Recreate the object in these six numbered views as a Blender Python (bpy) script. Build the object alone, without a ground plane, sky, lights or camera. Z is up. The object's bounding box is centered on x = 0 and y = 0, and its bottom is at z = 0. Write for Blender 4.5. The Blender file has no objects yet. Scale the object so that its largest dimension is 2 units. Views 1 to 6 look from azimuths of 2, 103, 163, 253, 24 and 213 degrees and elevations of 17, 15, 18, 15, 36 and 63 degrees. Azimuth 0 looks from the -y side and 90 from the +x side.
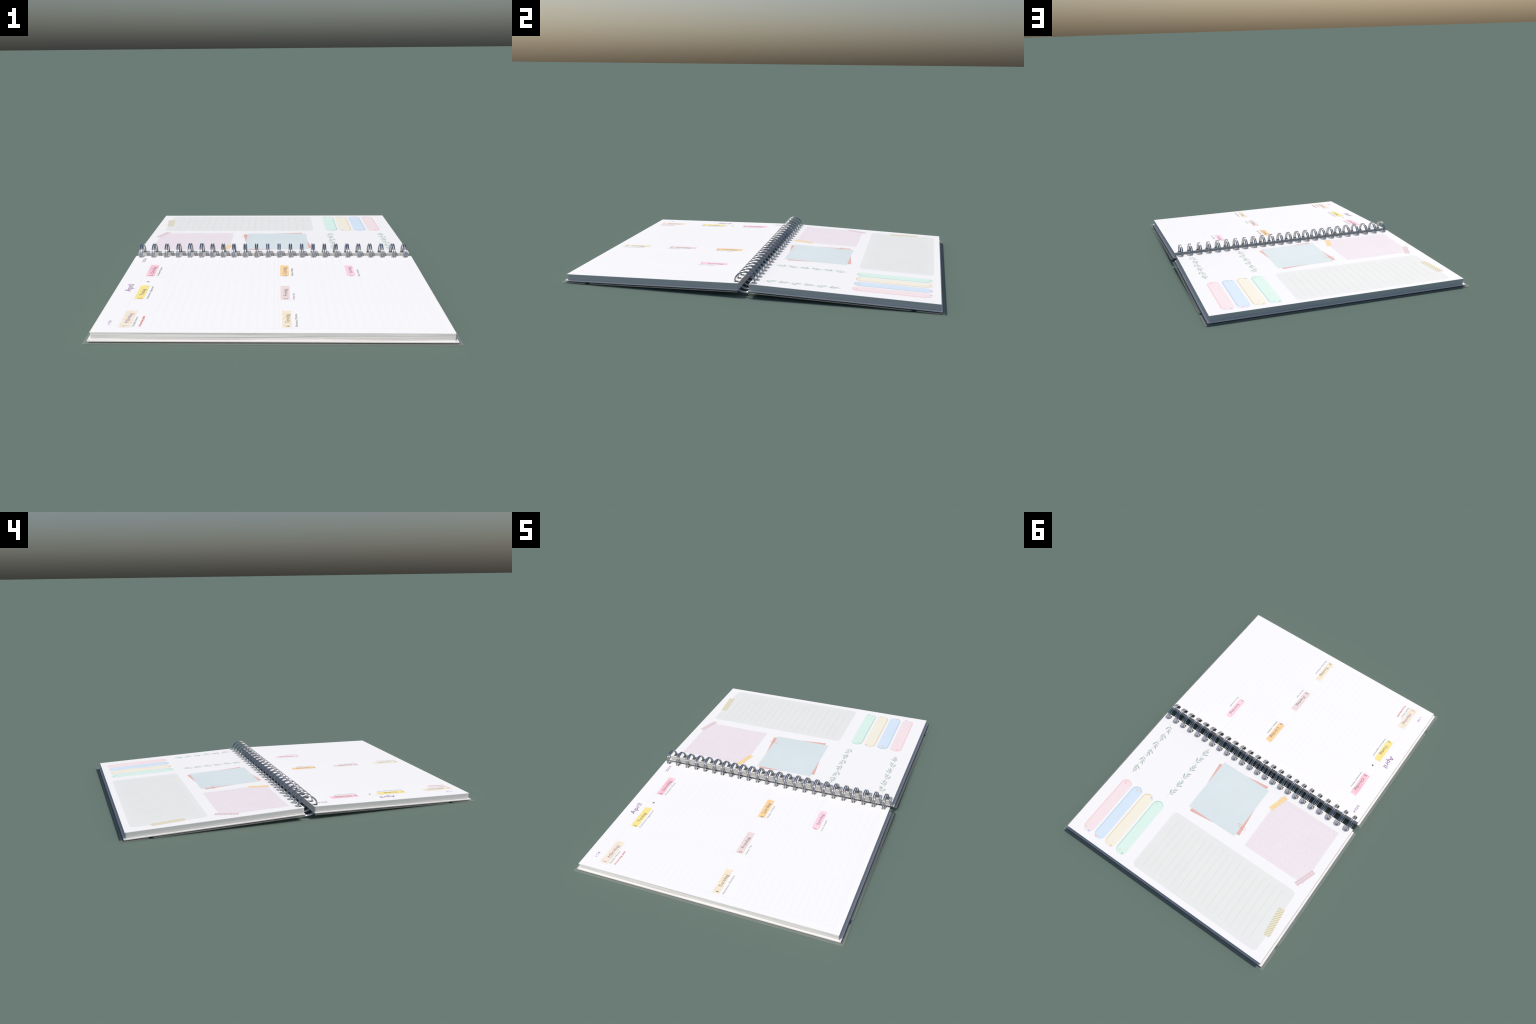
# Open wire-bound weekly planner lying face up: two halves that rise slightly
# towards a spine of double wire rings running along the x axis.
import bpy, bmesh, math, random
from mathutils import Matrix, Vector

RNG = random.Random(7)

# ------------------------------------------------------------------ sizes
PAGE_X = 0.706            # half length of a page along the spine
PAGE_IN, PAGE_OUT = 0.0285, 0.9785   # distance of page edges from the spine axis
SPINE_Z, SLOPE = 0.0665, 0.0263      # page height at the spine, fall per metre
STACK_T = 0.0315          # thickness of the paper stack
PAGE_T = 0.0022           # thickness of the top leaf
COVER_TOP, COVER_BOT = -0.0318, -0.0362
FILM_TOP, FILM_BOT = -0.0392, -0.0409
RING_R, WIRE_R, RING_Z = 0.0540, 0.0038, 0.0616
RING_UP, RING_DOWN = 0.0580 / 0.0540, 0.0518 / 0.0540   # rings stand taller above the page than below
HOLE_HX, HOLE_Y0, HOLE_Y1 = 0.0105, 0.0345, 0.0562

# ring places: even pitch, with the first few stretched apart
RING_X = [0.672 - 0.0582 * i for i in range(16)]
x = RING_X[-1]
for step in (0.0555, 0.0552, 0.0556, 0.0600, 0.0600, 0.0618, 0.0645, 0.0628):
    x -= step
    RING_X.append(x)


def page_z(y):
    return SPINE_Z - SLOPE * (abs(y) - PAGE_IN)


# ------------------------------------------------------------------ materials
TINT = (1.02, 1.02, 1.0)   # print colours were judged by eye under a slightly cool light


def lin(c):
    return tuple(min(1.0, t * ((v / 255) / 12.92 if v <= 10 else (((v / 255) + 0.055) / 1.055) ** 2.4)) for v, t in zip(c, TINT))


GAIN = 1.0


class Nodes:
    def __init__(self, name, rough=0.5, spec=0.5, metallic=0.0):
        self.m = bpy.data.materials.new(name)
        self.m.use_nodes = True
        self.t = self.m.node_tree
        self.b = self.t.nodes["Principled BSDF"]
        self.b.inputs["Roughness"].default_value = rough
        self.b.inputs["Specular IOR Level"].default_value = spec
        self.b.inputs["Metallic"].default_value = metallic

    def add(self, kind, **settings):
        n = self.t.nodes.new(kind)
        for k, v in settings.items():
            if k[0].isupper():
                n.inputs[k.replace("_", " ")].default_value = v
            else:
                setattr(n, k, v)
        return n

    def link(self, a, b):
        self.t.links.new(a, b)

    def coords(self, scale=(1, 1, 1), rot=(0, 0, 0)):
        c = self.add("ShaderNodeTexCoord")
        mp = self.add("ShaderNodeMapping", Scale=scale, Rotation=rot)
        self.link(c.outputs["Object"], mp.inputs["Vector"])
        return mp.outputs["Vector"]

    def noise(self, vec, scale, detail=3.0):
        n = self.add("ShaderNodeTexNoise", Scale=scale, Detail=detail)
        self.link(vec, n.inputs["Vector"])
        return n.outputs["Fac"]

    def ramp(self, fac, stops, interpolation="LINEAR"):
        r = self.add("ShaderNodeValToRGB")
        e = r.color_ramp.elements
        r.color_ramp.interpolation = interpolation
        while len(e) < len(stops):
            e.new(0.5)
        for el, (p, c) in zip(e, stops):
            el.position = p
            el.color = (*c, 1)
        self.link(fac, r.inputs["Fac"])
        return r.outputs["Color"]

    def mix(self, fac, a, b):
        n = self.add("ShaderNodeMix", data_type="RGBA")
        for sock, v in ((n.inputs[0], fac), (n.inputs[6], a), (n.inputs[7], b)):
            if hasattr(v, "is_linked"):
                self.link(v, sock)
            elif isinstance(v, tuple):
                sock.default_value = (*v, 1)
            else:
                sock.default_value = v
        return n.outputs[2]

    def math(self, op, a, b=0.0):
        n = self.add("ShaderNodeMath", operation=op)
        for sock, v in zip(n.inputs, (a, b)):
            if hasattr(v, "is_linked"):
                self.link(v, sock)
            else:
                sock.default_value = v
        return n.outputs[0]

    def axis(self, vec, which):
        s = self.add("ShaderNodeSeparateXYZ")
        self.link(vec, s.inputs[0])
        return s.outputs[which]

    def colour(self, out):
        self.link(out, self.b.inputs["Base Color"])
        return self.m


def ink(name, rgb, vary=0.015, rough=0.55, gain=GAIN, scale=9.0):
    """Flat printed colour with a faint mottling."""
    n = Nodes(name, rough, 0.25)
    c = tuple(v * gain for v in lin(rgb))
    f = n.noise(n.coords(), scale)
    return n.colour(n.ramp(f, [(0.3, tuple(v * (1 - vary) for v in c)), (0.7, c)]))


def paper_material():
    n = Nodes("paper", 0.5, 0.15)
    f = n.noise(n.coords((1, 1, 1)), 260.0, 2.0)
    return n.colour(n.ramp(f, [(0.3, (0.97, 0.97, 0.97)), (0.7, (0.985, 0.985, 0.985))]))


def edge_material():
    """Cut paper edges: long thin layers, lighter and darker."""
    n = Nodes("paper_edges", 0.6, 0.3)
    v = n.coords((2.5, 2.5, 640.0))
    f = n.noise(v, 1.0, 2.5)
    return n.colour(n.ramp(f, [(0.38, (0.54, 0.54, 0.535)), (0.47, (0.80, 0.80, 0.79)), (0.58, (0.93, 0.925, 0.915))]))


def side_material():
    """Stack sides and +y edges: smooth, hardly layered, a darker grey than the -y edges."""
    n = Nodes("trimmed_edges", 0.6, 0.3)
    f = n.noise(n.coords((3.0, 3.0, 160.0)), 1.0, 3.0)
    return n.colour(n.ramp(f, [(0.35, (0.70, 0.70, 0.69)), (0.65, (0.76, 0.76, 0.75))]))


def cover_material():
    n = Nodes("cover_card", 0.4, 0.4)
    f = n.noise(n.coords((3, 3, 200)), 2.0)
    return n.colour(n.ramp(f, [(0.3, (0.82, 0.805, 0.80)), (0.7, (0.88, 0.87, 0.86))]))


def film_material():
    n = Nodes("clear_film", 0.25, 0.5)
    f = n.noise(n.coords(), 30.0)
    n.colour(n.ramp(f, [(0.3, (0.80, 0.80, 0.80)), (0.7, (0.86, 0.86, 0.86))]))
    clear = n.add("ShaderNodeBsdfTransparent", Color=(0.97, 0.97, 0.97, 1))
    both = n.add("ShaderNodeMixShader", Fac=0.085)
    out = n.t.nodes["Material Output"]
    n.link(clear.outputs[0], both.inputs[1])
    n.link(n.b.outputs[0], both.inputs[2])
    n.link(both.outputs[0], out.inputs["Surface"])
    return n.m


def wire_material():
    n = Nodes("steel_wire", 0.09, 0.5, 1.0)
    f = n.noise(n.coords((40, 8, 8)), 6.0)
    return n.colour(n.ramp(f, [(0.3, (0.52, 0.53, 0.55)), (0.7, (0.60, 0.61, 0.63))]))


def tape_stripes(name, base, line, pitch, width, angle=0.0, soft=0.15):
    n = Nodes(name, 0.5, 0.15)
    v = n.coords(rot=(0, 0, angle))
    t = n.math("FRACT", n.math("DIVIDE", n.axis(v, 1), pitch))
    d = n.math("ABSOLUTE", n.math("SUBTRACT", t, 0.5))
    a, b = (tuple(x * GAIN for x in lin(c)) for c in (line, base))
    m = n.ramp(d, [(max(0, width / 2 - soft / 2), (1, 1, 1)), (width / 2 + soft / 2, (0, 0, 0))])
    wob = n.noise(n.coords(), 60.0)
    base_c = n.ramp(wob, [(0.3, tuple(x * 0.96 for x in b)), (0.7, b)])
    return n.colour(n.mix(m, base_c, a))


def tape_spots(name, base, spot, pitch, radius, angle=0.6):
    n = Nodes(name, 0.5, 0.15)
    v = n.coords(rot=(0, 0, angle))
    ds = []
    for ax in (0, 1):
        t = n.math("FRACT", n.math("DIVIDE", n.axis(v, ax), pitch))
        ds.append(n.math("POWER", n.math("SUBTRACT", t, 0.5), 2.0))
    d = n.math("SQRT", n.math("ADD", *ds))
    m = n.ramp(d, [(radius - 0.07, (1, 1, 1)), (radius + 0.07, (0, 0, 0))])
    a, b = (tuple(x * GAIN for x in lin(c)) for c in (spot, base))
    wob = n.noise(n.coords(), 45.0)
    base_c = n.ramp(wob, [(0.35, tuple(0.5 * (x + y) for x, y in zip(a, b))), (0.5, b)])
    return n.colour(n.mix(m, base_c, a))


def tape_gingham(name, base, band, pitch):
    n = Nodes(name, 0.5, 0.15)
    v = n.coords()
    ms = []
    for ax in (0, 1):
        t = n.math("FRACT", n.math("ADD", n.math("DIVIDE", n.axis(v, ax), pitch), 0.5))
        d = n.math("ABSOLUTE", n.math("SUBTRACT", t, 0.5))
        ms.append(n.ramp(d, [(0.20, (0, 0, 0)), (0.30, (0.42, 0.42, 0.42))]))
    s = n.add("ShaderNodeMix", data_type="RGBA", blend_type="ADD")
    s.inputs[0].default_value = 1.0
    n.link(ms[0], s.inputs[6])
    n.link(ms[1], s.inputs[7])
    a, b = (tuple(x * GAIN for x in lin(c)) for c in (band, base))
    return n.colour(n.mix(s.outputs[2], b, a))


def tape_cloudy(name, light, dark, scale):
    n = Nodes(name, 0.5, 0.15)
    f = n.noise(n.coords(), scale)
    a, b = (tuple(x * GAIN for x in lin(c)) for c in (dark, light))
    return n.colour(n.ramp(f, [(0.35, a), (0.65, b)]))


def tape_weave(name, light, dark):
    n = Nodes(name, 0.5, 0.15)
    v = n.coords()
    ch = n.add("ShaderNodeTexChecker", Scale=230.0)
    n.link(v, ch.inputs["Vector"])
    a, b = (tuple(x * GAIN for x in lin(c)) for c in (dark, light))
    f = n.noise(v, 70.0)
    base = n.ramp(f, [(0.35, a), (0.62, b)])
    return n.colour(n.mix(n.math("MULTIPLY", ch.outputs["Fac"], 0.35), base, a))


SIDE = side_material()
PAPER, EDGE, COVER, FILM, WIRE = paper_material(), edge_material(), cover_material(), film_material(), wire_material()
HOLE = ink("dark_hole_board", (118, 114, 110), 0.35, 0.8, 1.0, 300.0)
RULE = ink("rule_grey", (239, 239, 244))
DOTRULE = ink("dotted_grey", (234, 234, 241))

# ------------------------------------------------------------------ object helpers
ROOT = bpy.data.objects.new("weekly_planner", None)
bpy.context.scene.collection.objects.link(ROOT)
ROOT["label"] = "open wire-bound weekly planner with pastel sticker pages"
ROOT["category"] = "planner"


def place(name, mesh, parent=ROOT, mat=None, stuff=False, matrix=None):
    o = bpy.data.objects.new(name, mesh)
    bpy.context.scene.collection.objects.link(o)
    o.parent = parent
    if matrix is not None:
        o.matrix_world = matrix
    if mat is not None:
        mesh.materials.clear()
        mesh.materials.append(mat)
    if stuff:
        o["kind"] = "stuff"
    return o


def mesh_from_bm(bm, name):
    me = bpy.data.meshes.new(name)
    bm.to_mesh(me)
    bm.free()
    return me


def curve_slab(loops, z0, z1):
    """Solid plate from an outer loop and hole loops (filled 2D curve)."""
    cu = bpy.data.curves.new("plate", "CURVE")
    cu.dimensions, cu.fill_mode, cu.extrude = "2D", "BOTH", (z1 - z0) / 2
    for loop in loops:
        sp = cu.splines.new("POLY")
        sp.points.add(len(loop) - 1)
        for p, (px, py) in zip(sp.points, loop):
            p.co = (px, py, 0, 1)
        sp.use_cyclic_u = True
    ob = bpy.data.objects.new("plate", cu)
    bpy.context.scene.collection.objects.link(ob)
    me = bpy.data.meshes.new_from_object(ob.evaluated_get(bpy.context.evaluated_depsgraph_get()))
    bpy.data.objects.remove(ob)
    bpy.data.curves.remove(cu)
    for v in me.vertices:
        v.co.z += (z0 + z1) / 2
    return me


def rise(me):
    """Lay flat geometry (z = height over the page) on the sloping page."""
    for v in me.vertices:
        v.co.z += page_z(v.co.y)
    return me


def arc(cx, cy, r, a0, a1, n):
    return [(cx + r * math.cos(a0 + (a1 - a0) * i / n), cy + r * math.sin(a0 + (a1 - a0) * i / n)) for i in range(n + 1)]


def round_rect(x0, x1, y0, y1, radii):
    """Counter-clockwise from (x1, y1); radii in the same order."""
    pts = []
    corners = ((x1, y1, 0), (x0, y1, 1), (x0, y0, 2), (x1, y0, 3))
    for (cx, cy, q), r in zip(corners, radii):
        if r <= 0:
            pts.append((cx, cy))
            continue
        ox = cx - r if cx == x1 else cx + r
        oy = cy - r if cy == y1 else cy + r
        pts += arc(ox, oy, r, q * math.pi / 2, (q + 1) * math.pi / 2, 7)
    return pts


def hole_loops(side, grow=0.0, dx=0.0, dy=0.0):
    out = []
    for hx in RING_X:
        x0, x1 = hx - HOLE_HX - grow + dx, hx + HOLE_HX + grow + dx
        y0, y1 = HOLE_Y0 - grow + dy, HOLE_Y1 + grow + dy
        loop = [(x0, y0), (x1, y0), (x1, y1), (x0, y1)]
        out.append([(a, side * b) for a, b in loop])
    return out


def flip(loop, side):
    return [(a, side * b) for a, b in loop]


def join(meshes, name):
    bm = bmesh.new()
    for me in meshes:
        bm.from_mesh(me)
        bpy.data.meshes.remove(me)
    return mesh_from_bm(bm, name)


# ------------------------------------------------------------------ the two halves
def build_half(side):
    # top leaf
    leaf = curve_slab([flip(round_rect(-PAGE_X, PAGE_X, PAGE_IN, PAGE_OUT, (0.001,) * 4), side)] + hole_loops(side), -PAGE_T, 0)
    page = place("page", rise(leaf), mat=PAPER)
    # leaves below, slightly uneven
    layers, count = [], 13
    top, step = -PAGE_T - 0.0002, (STACK_T - PAGE_T - 0.0002) / 13
    for k in range(count):
        jx, jy = RNG.uniform(-0.0002, 0.0002), RNG.uniform(-0.0012, 0.0004)
        f = (k + 1) / count
        r = round_rect(-PAGE_X + jx * 0.5 + 0.0001, PAGE_X + jx - 0.0003, PAGE_IN + 0.0004 + RNG.uniform(-0.0004, 0.0004), PAGE_OUT + jy - 0.0008 * f, (0.002, 0.007, 0.007, 0.002))
        layers.append(curve_slab([flip(r, side)] + hole_loops(side, 0.0006), top - step * (k + 1) + 0.0003, top - step * k))
    block = place("page_block", rise(join(layers, "page_block")), mat=EDGE)
    block.data.materials.append(SIDE)
    for poly in block.data.polygons:
        poly.material_index = 0 if poly.normal.y < -0.7 else 1  # light baked in by direction: paler on sunlit -y faces, darker on shadowed +y
    # dark plates set in each hole just below the leaf
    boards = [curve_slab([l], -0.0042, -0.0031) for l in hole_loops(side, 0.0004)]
    place("dark_hole_plate", rise(join(boards, "dark_hole_plate")), mat=HOLE, stuff=True)
    # cover card
    card = curve_slab([flip(round_rect(-0.717, 0.717, 0.0275, 0.9865, (0.001, 0.002, 0.002, 0.001)), side)] + hole_loops(side, 0.001), COVER_BOT, COVER_TOP)
    place("cover_card", rise(card), mat=COVER)
    # clear outer film with a finger notch in each short edge
    X, Y, NY, NR = 0.7325, 1.0, 0.853, 0.017
    mouth = [(X, NY - 0.026), (X - 0.003, NY - 0.019), (X - 0.010, NY - 0.012), (X - 0.022, NY - 0.009), (X - 0.028, NY),
             (X - 0.022, NY + 0.007), (X - 0.010, NY + 0.009), (X - 0.003, NY + 0.014), (X, NY + 0.023)]
    ring = [(X, 0.0245)] + mouth + [(X, Y), (-X, Y)] + [(-a, b) for a, b in reversed(mouth)] + [(-X, 0.0245)]
    film = curve_slab([flip(ring, side)] + hole_loops(side, 0.0015), FILM_BOT, FILM_TOP)
    place("cover_film", rise(film), mat=FILM)
    return page


FRONT, BACK = build_half(-1), build_half(1)


# ------------------------------------------------------------------ wire rings
def ring_mesh():
    bm = bmesh.new()
    for off in (-0.0049, 0.0049):
        n, m, rows = 72, 10, []
        for i in range(n):
            a = 2 * math.pi * i / n
            rows.append([bm.verts.new((off + WIRE_R * math.cos(b), RING_R * math.cos(a) + WIRE_R * math.sin(b) * math.cos(a), RING_R * (RING_UP if math.sin(a) > 0 else RING_DOWN) * math.sin(a) + WIRE_R * math.sin(b) * math.sin(a)))
                         for b in (2 * math.pi * j / m for j in range(m))])
        for i in range(n):
            for j in range(m):
                f = bm.faces.new((rows[i][j], rows[i - 1][j], rows[i - 1][j - 1], rows[i][j - 1]))
                f.smooth = True
    bmesh.ops.recalc_face_normals(bm, faces=bm.faces)
    return mesh_from_bm(bm, "binding_ring")


RING = ring_mesh()
RING.materials.append(WIRE)
for i, rx in enumerate(RING_X):
    o = bpy.data.objects.new("binding_ring", RING)
    bpy.context.scene.collection.objects.link(o)
    o.parent = ROOT
    loose = i > 15
    o.location = (rx, RNG.uniform(-0.0003, 0.0003), RING_Z + (0.003 * math.exp(-((i - 18.5) / 1.2) ** 2)))
    o.rotation_euler = (0, RNG.uniform(-0.006, 0.006), RNG.uniform(-0.012, 0.012) * (2.5 if loose else 1))


# ------------------------------------------------------------------ prints: flat shapes just proud of the leaf
def flat_mesh(loops_list, h):
    bm = bmesh.new()
    for loop in loops_list:
        vs = [bm.verts.new((a, b, h)) for a, b in loop]
        f = bm.faces.new(vs)
        f.normal_update()
        if f.normal.z < 0:
            f.normal_flip()
    bmesh.ops.triangulate(bm, faces=bm.faces)
    return mesh_from_bm(bm, "print")


def printed(name, parent, loops, h, mat, stuff=False):
    return place(name, rise(flat_mesh(loops, h)), parent, mat, stuff)


def ribbon(x0, y0, x1, y1, w):
    d = Vector((x1 - x0, y1 - y0)).normalized()
    nx, ny = -d.y * w / 2, d.x * w / 2
    return [(x0 + nx, y0 + ny), (x0 - nx, y0 - ny), (x1 - nx, y1 - ny), (x1 + nx, y1 + ny)]


# -- left (front) page: week grid
GX0, GXM, GXS, GX1 = -0.611, 0.029, 0.342, 0.667
ROWS = [(-0.937, -0.643), (-0.643, -0.348), (-0.348, -0.056)]
W = 0.0013
grid = [ribbon(GX0, y0, GX1, y0, W) for y0, _ in ROWS] + [ribbon(GX0, ROWS[2][1], GX1, ROWS[2][1], W * 0.7)]
grid += [ribbon(gx, -0.937, gx, -0.056, W) for gx in (GX0, GXM, GX1)] + [ribbon(GXS, -0.348, GXS, -0.056, W)]
printed("grid_line", FRONT, grid, 0.00012, RULE, True)
dashes = []
PITCH = 0.03485
for r, (y0, y1) in enumerate(ROWS):
    xs = [0.010 - PITCH * k for k in range(15)]
    if r < 2:
        xs += [0.649 - PITCH * k for k in range(15)]
    else:
        xs += [0.649 - PITCH * k for k in range(6)] + [GXS - 0.0075 - 0.0349 * k for k in range(6)]
    for lx in xs:
        y = y0 + 0.014
        while y < y1 - (0.013 if r < 2 else 0.006):
            dashes.append(ribbon(lx, y, lx, y + 0.0045, 0.0011))
            y += 0.0065
printed("dotted_line", FRONT, dashes, 0.00012, DOTRULE, True)


# -- lettering: runs towards +y, letters stand towards -x
def text_mesh(body, bold=0.0):
    cu = bpy.data.curves.new("t", "FONT")
    cu.body, cu.size, cu.fill_mode, cu.resolution_u, cu.offset = body, 1.0, "FRONT", 3, bold
    ob = bpy.data.objects.new("t", cu)
    bpy.context.scene.collection.objects.link(ob)
    me = bpy.data.meshes.new_from_object(ob.evaluated_get(bpy.context.evaluated_depsgraph_get()))
    bpy.data.objects.remove(ob)
    bpy.data.curves.remove(cu)
    return me


CAP = max(v.co.y for v in text_mesh("H").vertices)


def letter(name, body, base_x, y0, y1, cap, mat, h=0.0005, bold=0.0):
    me = text_mesh(body, bold)
    lo, hi = min(v.co.x for v in me.vertices), max(v.co.x for v in me.vertices)
    for v in me.vertices:
        tx, ty = v.co.x, v.co.y
        v.co = (base_x - ty * cap / CAP, y0 + (tx - lo) / (hi - lo) * (y1 - y0), h)
    place(name, rise(me), FRONT, mat)


PURPLE = ink("purple_ink", (160, 118, 172), gain=1.0)
GREY = ink("grey_ink", (116, 116, 118), gain=1.0)
NAMEGREY = ink("name_grey_ink", (142, 142, 147), gain=1.0)
RED = ink("red_ink", (226, 96, 92), gain=1.0)
letter("lettering", "April", -0.633, -0.540, -0.447, 0.029, PURPLE, bold=0.005)


def figure_one(base_x, y0, y1, cap, mat, h=0.0005):
    """A plain one: upright stem with a short flag."""
    w = cap * 0.12
    loops = [ribbon(base_x, y1 - w / 2, base_x - cap, y1 - w / 2, w), ribbon(base_x - cap + w * 0.5, y1 - w * 0.6, base_x - cap * 0.72, y0, w)]
    printed("day_number", FRONT, loops, h, mat)


letter("lettering", "v", -0.641, -0.906, -0.897, 0.0155, PURPLE)
figure_one(-0.641, -0.889, -0.884, 0.0155, PURPLE)
letter("lettering", "4", -0.641, -0.880, -0.867, 0.0155, PURPLE)
letter("lettering", "2024", -0.643, -0.129, -0.072, 0.0150, PURPLE)
letter("lettering", "Annandag p\u00e5sk", -0.517, -0.924, -0.817, 0.0100, RED, bold=0.012)


# -- label tapes; the outline is rectangular with torn ends
def tape_loop(length, width, style, seed):
    r = random.Random(seed)
    def end(sign):
        n = {"deckle": 12, "step": 8, "wave": 6, "plain": 1}[style]
        pts = []
        for i in range(n + 1):
            t = i / n
            depth = {"deckle": r.uniform(0, 0.0014), "step": 0.004 * (0.5 + 0.5 * math.sin(t * 7 + seed)) + r.uniform(0, 0.002),
                     "wave": 0.006 * (0.5 + 0.5 * math.cos(t * 5 + seed)) + r.uniform(0, 0.001), "plain": 0}[style]
            pts.append((sign * (length / 2 - depth), width * (t - 0.5)))
        return pts
    return end(1) + list(reversed(end(-1)))


def tape(name, parent, corners, mat, style, seed, h=0.0003, skew=0.0):
    """corners: start-left, start-right, end-right, end-left of the strip."""
    c = [Vector(p) for p in corners]
    a, b = (c[0] + c[1]) / 2, (c[2] + c[3]) / 2
    d = (b - a)
    width = ((c[1] - c[0]).length + (c[2] - c[3]).length) / 2
    me = flat_mesh([tape_loop(d.length, width, style, seed)], 0)
    d.normalize()
    mid = (a + b) / 2
    sgn = 1 if mid.y < 0 else -1
    ang = math.atan2(d.y, d.x)
    tilt = Matrix.Rotation(math.atan(SLOPE) * sgn, 4, "X")
    mw = Matrix.Translation((mid.x, mid.y, page_z(mid.y) + h)) @ tilt @ Matrix.Rotation(ang, 4, "Z")
    return place(name, me, parent, mat, matrix=mw)


DAYS = [
    ("1", "M\u00e5ndag", "Harald, Hervor", -0.604, -0.932, (-0.886, -0.793), (-0.923, -0.826), 0.046, 0.173, "deckle", tape_cloudy("kraft_tape", (249, 241, 227), (243, 229, 206), 40.0), PURPLE),
    ("2", "Tisdag", "Gudmund, Ingemund", -0.600, -0.634, (-0.589, -0.510), (-0.629, -0.479), 0.041, 0.175, "step", tape_stripes("yellow_tape", (255, 243, 178), (252, 226, 122), 0.0080, 0.5), GREY),
    ("3", "Onsdag", "Ferdinand, Nanna", -0.602, -0.338, (-0.301, -0.204), (-0.332, -0.210), 0.041, 0.165, "plain", tape_cloudy("pink_tape", (255, 215, 226), (254, 190, 208), 18.0), GREY),
    ("4", "Torsdag", "Marianne, Marlene", 0.042, -0.932, (-0.884, -0.797), (-0.923, -0.792), 0.037, 0.178, "wave", tape_spots("spotted_cream_tape", (250, 241, 222), (240, 218, 180), 0.0125, 0.26), GREY),
    ("5", "Fredag", "Irene, Irja", 0.037, -0.634, (-0.592, -0.506), (-0.631, -0.560), 0.040, 0.167, "plain", tape_stripes("lilac_tape", (246, 234, 218), (238, 216, 229), 0.0085, 0.55, math.pi / 2), GREY),
    ("6", "L\u00f6rdag", "Vilhelm, William", 0.037, -0.337, (-0.297, -0.209), (-0.333, -0.221), 0.040, 0.161, "step", tape_stripes("orange_tape", (255, 228, 184), (254, 206, 144), 0.0078, 0.55), GREY),
    ("7", "S\u00f6ndag", "Irma, Irmelin", 0.351, -0.334, (-0.292, -0.202), (-0.335, -0.244), 0.040, 0.159, "wave", tape_spots("spotted_pink_tape", (255, 228, 235), (255, 192, 207), 0.0120, 0.27, 0.3), PURPLE),
]
for i, (num, day, names, tx, ty, dy, ny, wide, long, style, mat, inkmat) in enumerate(DAYS):
    tape("label_tape", FRONT, [(tx + wide, ty), (tx, ty), (tx, ty + long), (tx + wide, ty + long)], mat, style, i + 1)
    nb = tx + 0.033 if i < 3 else tx + 0.031
    ny0 = ROWS[i % 3 if i < 6 else 2][0] + 0.013
    if num == "1":
        figure_one(nb, ny0, ny0 + 0.006, 0.0175, inkmat)
    else:
        letter("day_number", num, nb, ny0, ny0 + 0.012, 0.0175, inkmat)
    letter("day_name", day, nb - 0.0015, dy[0], dy[1], 0.0165, inkmat)
    letter("name_day", names, tx + 0.0610, ny[0], ny[1], 0.0100, NAMEGREY)

# moon phase mark
NAVY, PALE = ink("navy_ink", (62, 78, 104), gain=1.0), ink("moon_pale", (226, 230, 238))
MX, MY, MR = -0.577, -0.4175, 0.0072
printed("moon_mark", FRONT, [arc(MX, MY, MR, 0, 2 * math.pi, 20)[:-1]], 0.00012, PALE)
printed("moon_mark", FRONT, [arc(MX, MY, MR, -0.5, math.pi - 0.5, 14)], 0.0004, NAVY)

# -- right (back) page
NOTE, NOTELINE = ink("sage_note", (238, 240, 240), 0.02), ink("olive_line", (217, 224, 192))
printed("lined_note", BACK, [round_rect(-0.645, 0.237, 0.538, 0.944, (0.028,) * 4)], 0.00012, NOTE)
printed("note_line", BACK, [ribbon(0.180 - 0.04178 * k, 0.569, 0.180 - 0.04178 * k, 0.911, 0.0016) for k in range(19)], 0.00026, NOTELINE, True)
LILAC, LILACDOT = ink("lilac_note", (243, 234, 241), 0.02), ink("lilac_dot", (228, 215, 226))
printed("dotted_note", BACK, [round_rect(-0.649, -0.232, 0.095, 0.476, (0,) * 4)], 0.00012, LILAC)
printed("note_dot", BACK, [arc(-0.266 - 0.0363 * i, 0.117 + 0.0371 * j, 0.0025, 0, 2 * math.pi, 8)[:-1] for i in range(11) for j in range(10)], 0.00026, LILACDOT, True)
CORAL, BLUE, ROSE = ink("coral_sheet", (235, 187, 179)), ink("pale_blue_sheet", (224, 236, 240), 0.04, scale=5.0), ink("rose_wire_ink", (231, 163, 148))
printed("coral_sheet", BACK, [[(0.209, 0.130), (-0.130, 0.087), (-0.173, 0.445), (0.166, 0.487)]], 0.00012, CORAL)
printed("blue_sheet", BACK, [round_rect(-0.150, 0.190, 0.106, 0.466, (0,) * 4)], 0.00026, BLUE)


def clip_path():
    """Paper clip: two nested loops drawn along x."""
    cy, r1, r2 = 0.3935, 0.0085, 0.0055
    pts = [(-0.140, cy + r1)] + arc(-0.171, cy, r1, math.pi / 2, 3 * math.pi / 2, 8)
    pts += arc(-0.128, cy - (r1 - r2), r2, -math.pi / 2, math.pi / 2, 8)
    pts += [(-0.162, cy + 2 * r2 - r1)]
    return pts


cp = [(a, b - 0.09 * (a + 0.15)) for a, b in clip_path()]   # slightly turned
printed("paper_clip", BACK, [ribbon(*cp[i], *cp[i + 1], 0.0020) for i in range(len(cp) - 1)], 0.0004, ROSE)

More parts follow.
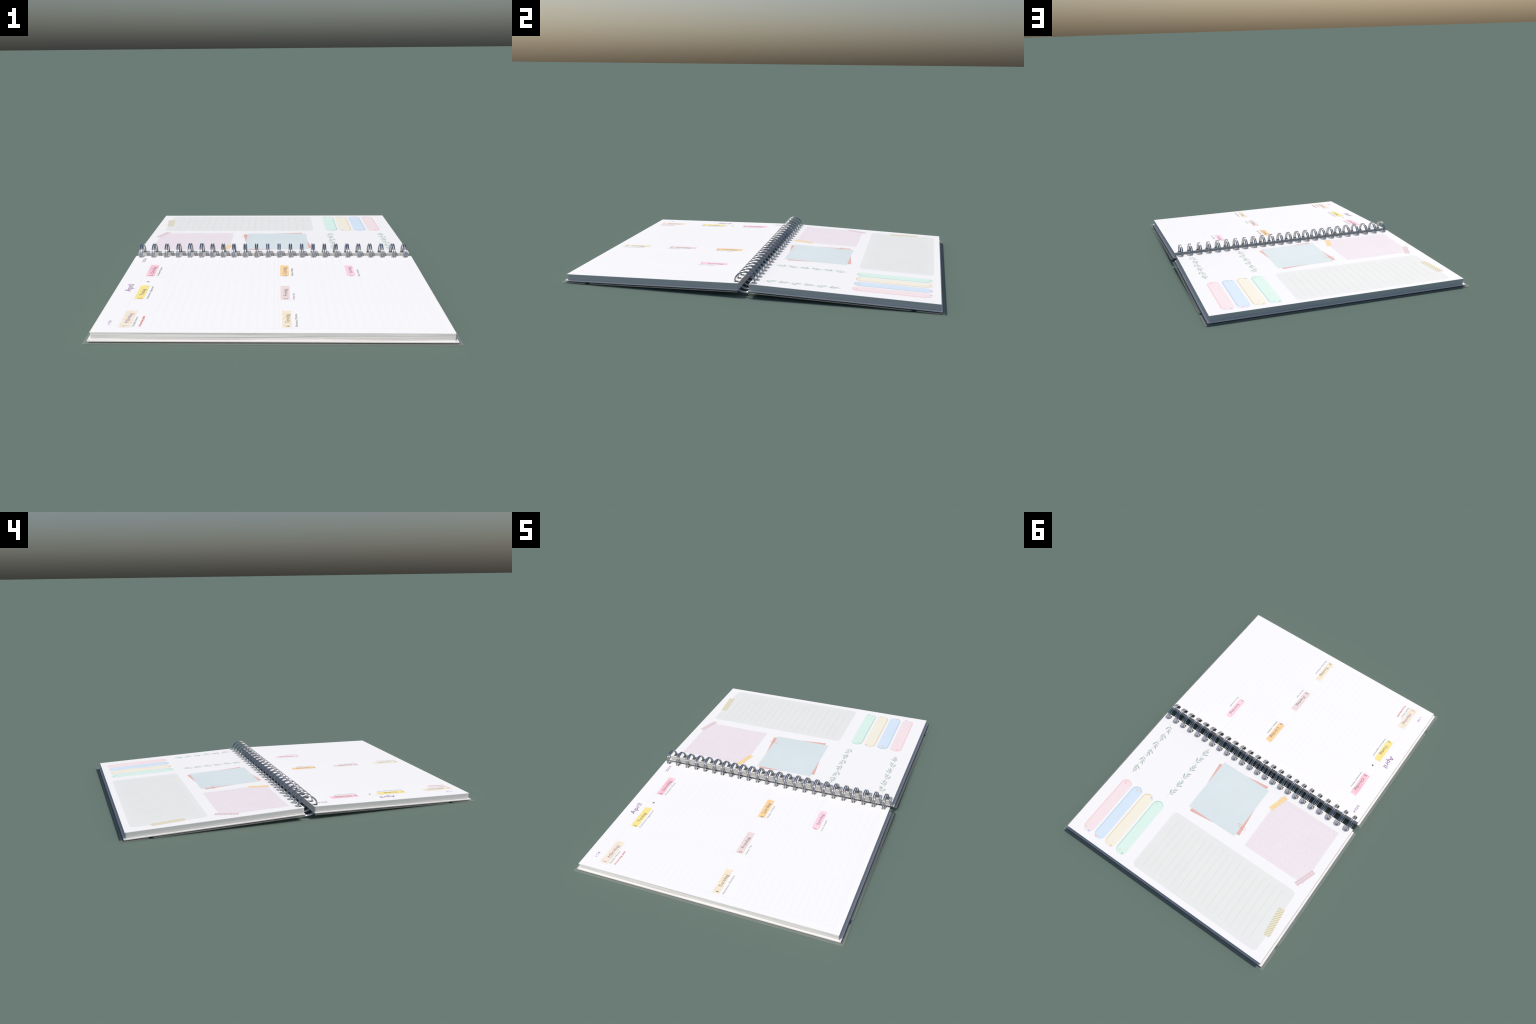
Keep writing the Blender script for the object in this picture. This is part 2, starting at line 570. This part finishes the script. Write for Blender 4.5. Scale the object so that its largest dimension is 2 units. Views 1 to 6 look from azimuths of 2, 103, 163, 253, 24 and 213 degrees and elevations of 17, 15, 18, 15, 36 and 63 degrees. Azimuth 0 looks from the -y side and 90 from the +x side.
tape("washi_tape", BACK, [(-0.611, 0.661), (-0.650, 0.660), (-0.666, 0.836), (-0.627, 0.839)],
     tape_stripes("green_striped_tape", (245, 233, 219), (192, 206, 148), 0.0120, 0.30, math.radians(45), 0.12), "plain", 3)
tape("washi_tape", BACK, [(-0.646, 0.373), (-0.673, 0.383), (-0.629, 0.505), (-0.601, 0.493)],
     tape_gingham("gingham_tape", (255, 224, 211), (203, 199, 226), 0.0160), "plain", 4)
tape("washi_tape", BACK, [(-0.248, 0.078), (-0.276, 0.088), (-0.240, 0.205), (-0.213, 0.194)],
     tape_weave("amber_tape", (250, 233, 187), (253, 213, 152)), "plain", 5)

# pill-shaped labels with a darker rim on the far side, and sparkles
PILLS = [
    ("pink", 0.5950, (250, 234, 238), (250, 206, 211)),
    ("blue", 0.5117, (221, 237, 253), (190, 215, 239)),
    ("yellow", 0.4285, (249, 245, 229), (237, 216, 181)),
    ("green", 0.3453, (225, 249, 240), (186, 225, 208)),
]


def capsule(cx, hw, y0, y1):
    return arc(cx, y1 - hw, hw, 0, math.pi, 16) + arc(cx, y0 + hw, hw, math.pi, 2 * math.pi, 16)


for nm, cx, light, dark in PILLS:
    printed("label_pill", BACK, [capsule(cx, 0.0352, 0.540, 0.9370)], 0.00012, ink(nm + "_rim", dark))
    printed("label_pill", BACK, [capsule(cx - 0.0026, 0.0326, 0.5460, 0.9375)], 0.00026, ink(nm + "_label", light))


def star(cx, cy, r):
    return [(cx + (r if k % 2 == 0 else r * 0.36) * math.cos(k * math.pi / 4), cy + (r if k % 2 == 0 else r * 0.36) * math.sin(k * math.pi / 4)) for k in range(8)]


SPARK = {k: ink("sparkle_" + k, c) for k, c in (("pink", (250, 196, 203)), ("blue", (184, 211, 240)), ("green", (182, 222, 204)), ("tan", (238, 210, 170)), ("lavender", (196, 207, 243)))}
for key, sx, sy, r in (
    ("pink", 0.604, 0.564, 0.010), ("green", 0.613, 0.916, 0.005), ("blue", 0.581, 0.930, 0.009),
    ("tan", 0.513, 0.564, 0.009), ("blue", 0.488, 0.557, 0.006), ("pink", 0.525, 0.930, 0.010), ("lavender", 0.503, 0.921, 0.005),
    ("blue", 0.408, 0.555, 0.009), ("pink", 0.440, 0.919, 0.005), ("tan", 0.412, 0.927, 0.009),
    ("lavender", 0.356, 0.564, 0.006), ("tan", 0.355, 0.913, 0.006), ("green", 0.326, 0.926, 0.010)):
    printed("sparkle", BACK, [star(sx, sy, r * 1.12)], 0.0004, SPARK[key])

# leafy garlands: six sprigs in each, alternately mirrored
LEAFGREEN = ink("leaf_green", (184, 201, 191), 0.04, scale=60.0)


def leaf(x0, y0, x1, y1, fat, bend):
    n, d = 9, Vector((x1 - x0, y1 - y0))
    nrm = Vector((-d.y, d.x))
    left, right = [], []
    for i in range(n + 1):
        t = i / n
        w = fat * math.sin(math.pi * t ** 0.85) ** 0.9 * 0.5 if 0 < i < n else 0.0
        mid = Vector((x0, y0)) + d * t + nrm * bend * math.sin(math.pi * t)
        left.append(tuple(mid + nrm * w))
        right.append(tuple(mid - nrm * w))
    return left + right[-2:0:-1]


# a sprig: (along, across) from its tail; the first pair of rows is the stem
SPRIG_A = ([(0, 0.011), (0.009, 0.004), (0.015, 0.001), (0.030, -0.001), (0.048, -0.002)],
           [(0.015, 0.001, 0.042, 0.015, 0.26), (0.022, -0.001, 0.037, -0.026, 0.32), (0.030, 0, 0.060, 0.011, 0.22), (0.037, -0.003, 0.063, -0.016, 0.26), (0.048, -0.001, 0.078, -0.004, 0.26)])
SPRIG_B = ([(0, 0.014), (0.010, 0.013), (0.018, 0.011), (0.034, 0.003), (0.048, -0.004)],
           [(0.019, 0.009, 0.030, -0.014, 0.28), (0.022, 0.010, 0.052, 0.020, 0.32), (0.034, 0.002, 0.047, -0.021, 0.25), (0.040, 0.001, 0.068, -0.001, 0.24), (0.047, -0.004, 0.070, -0.020, 0.30)])


def garland(x0, tails, sign):
    for k, ty in enumerate(tails):
        stem, leaves = SPRIG_B if k % 2 == 0 else SPRIG_A
        P = lambda s, t: (x0 + t, ty + sign * s)
        loops = [ribbon(*P(*stem[i]), *P(*stem[i + 1]), 0.0013) for i in range(len(stem) - 1)]
        for s0, t0, s1, t1, fat in leaves:
            loops.append(leaf(*P(s0, t0), *P(s1, t1), fat * 0.95, RNG.uniform(-0.06, 0.06)))
        printed("leaf_sprig", BACK, loops, 0.00012, LEAFGREEN)


garland(0.620, [0.083, 0.148, 0.214, 0.279, 0.345, 0.409], 1)
garland(0.3275, [0.487, 0.423, 0.356, 0.292, 0.225, 0.163], -1)
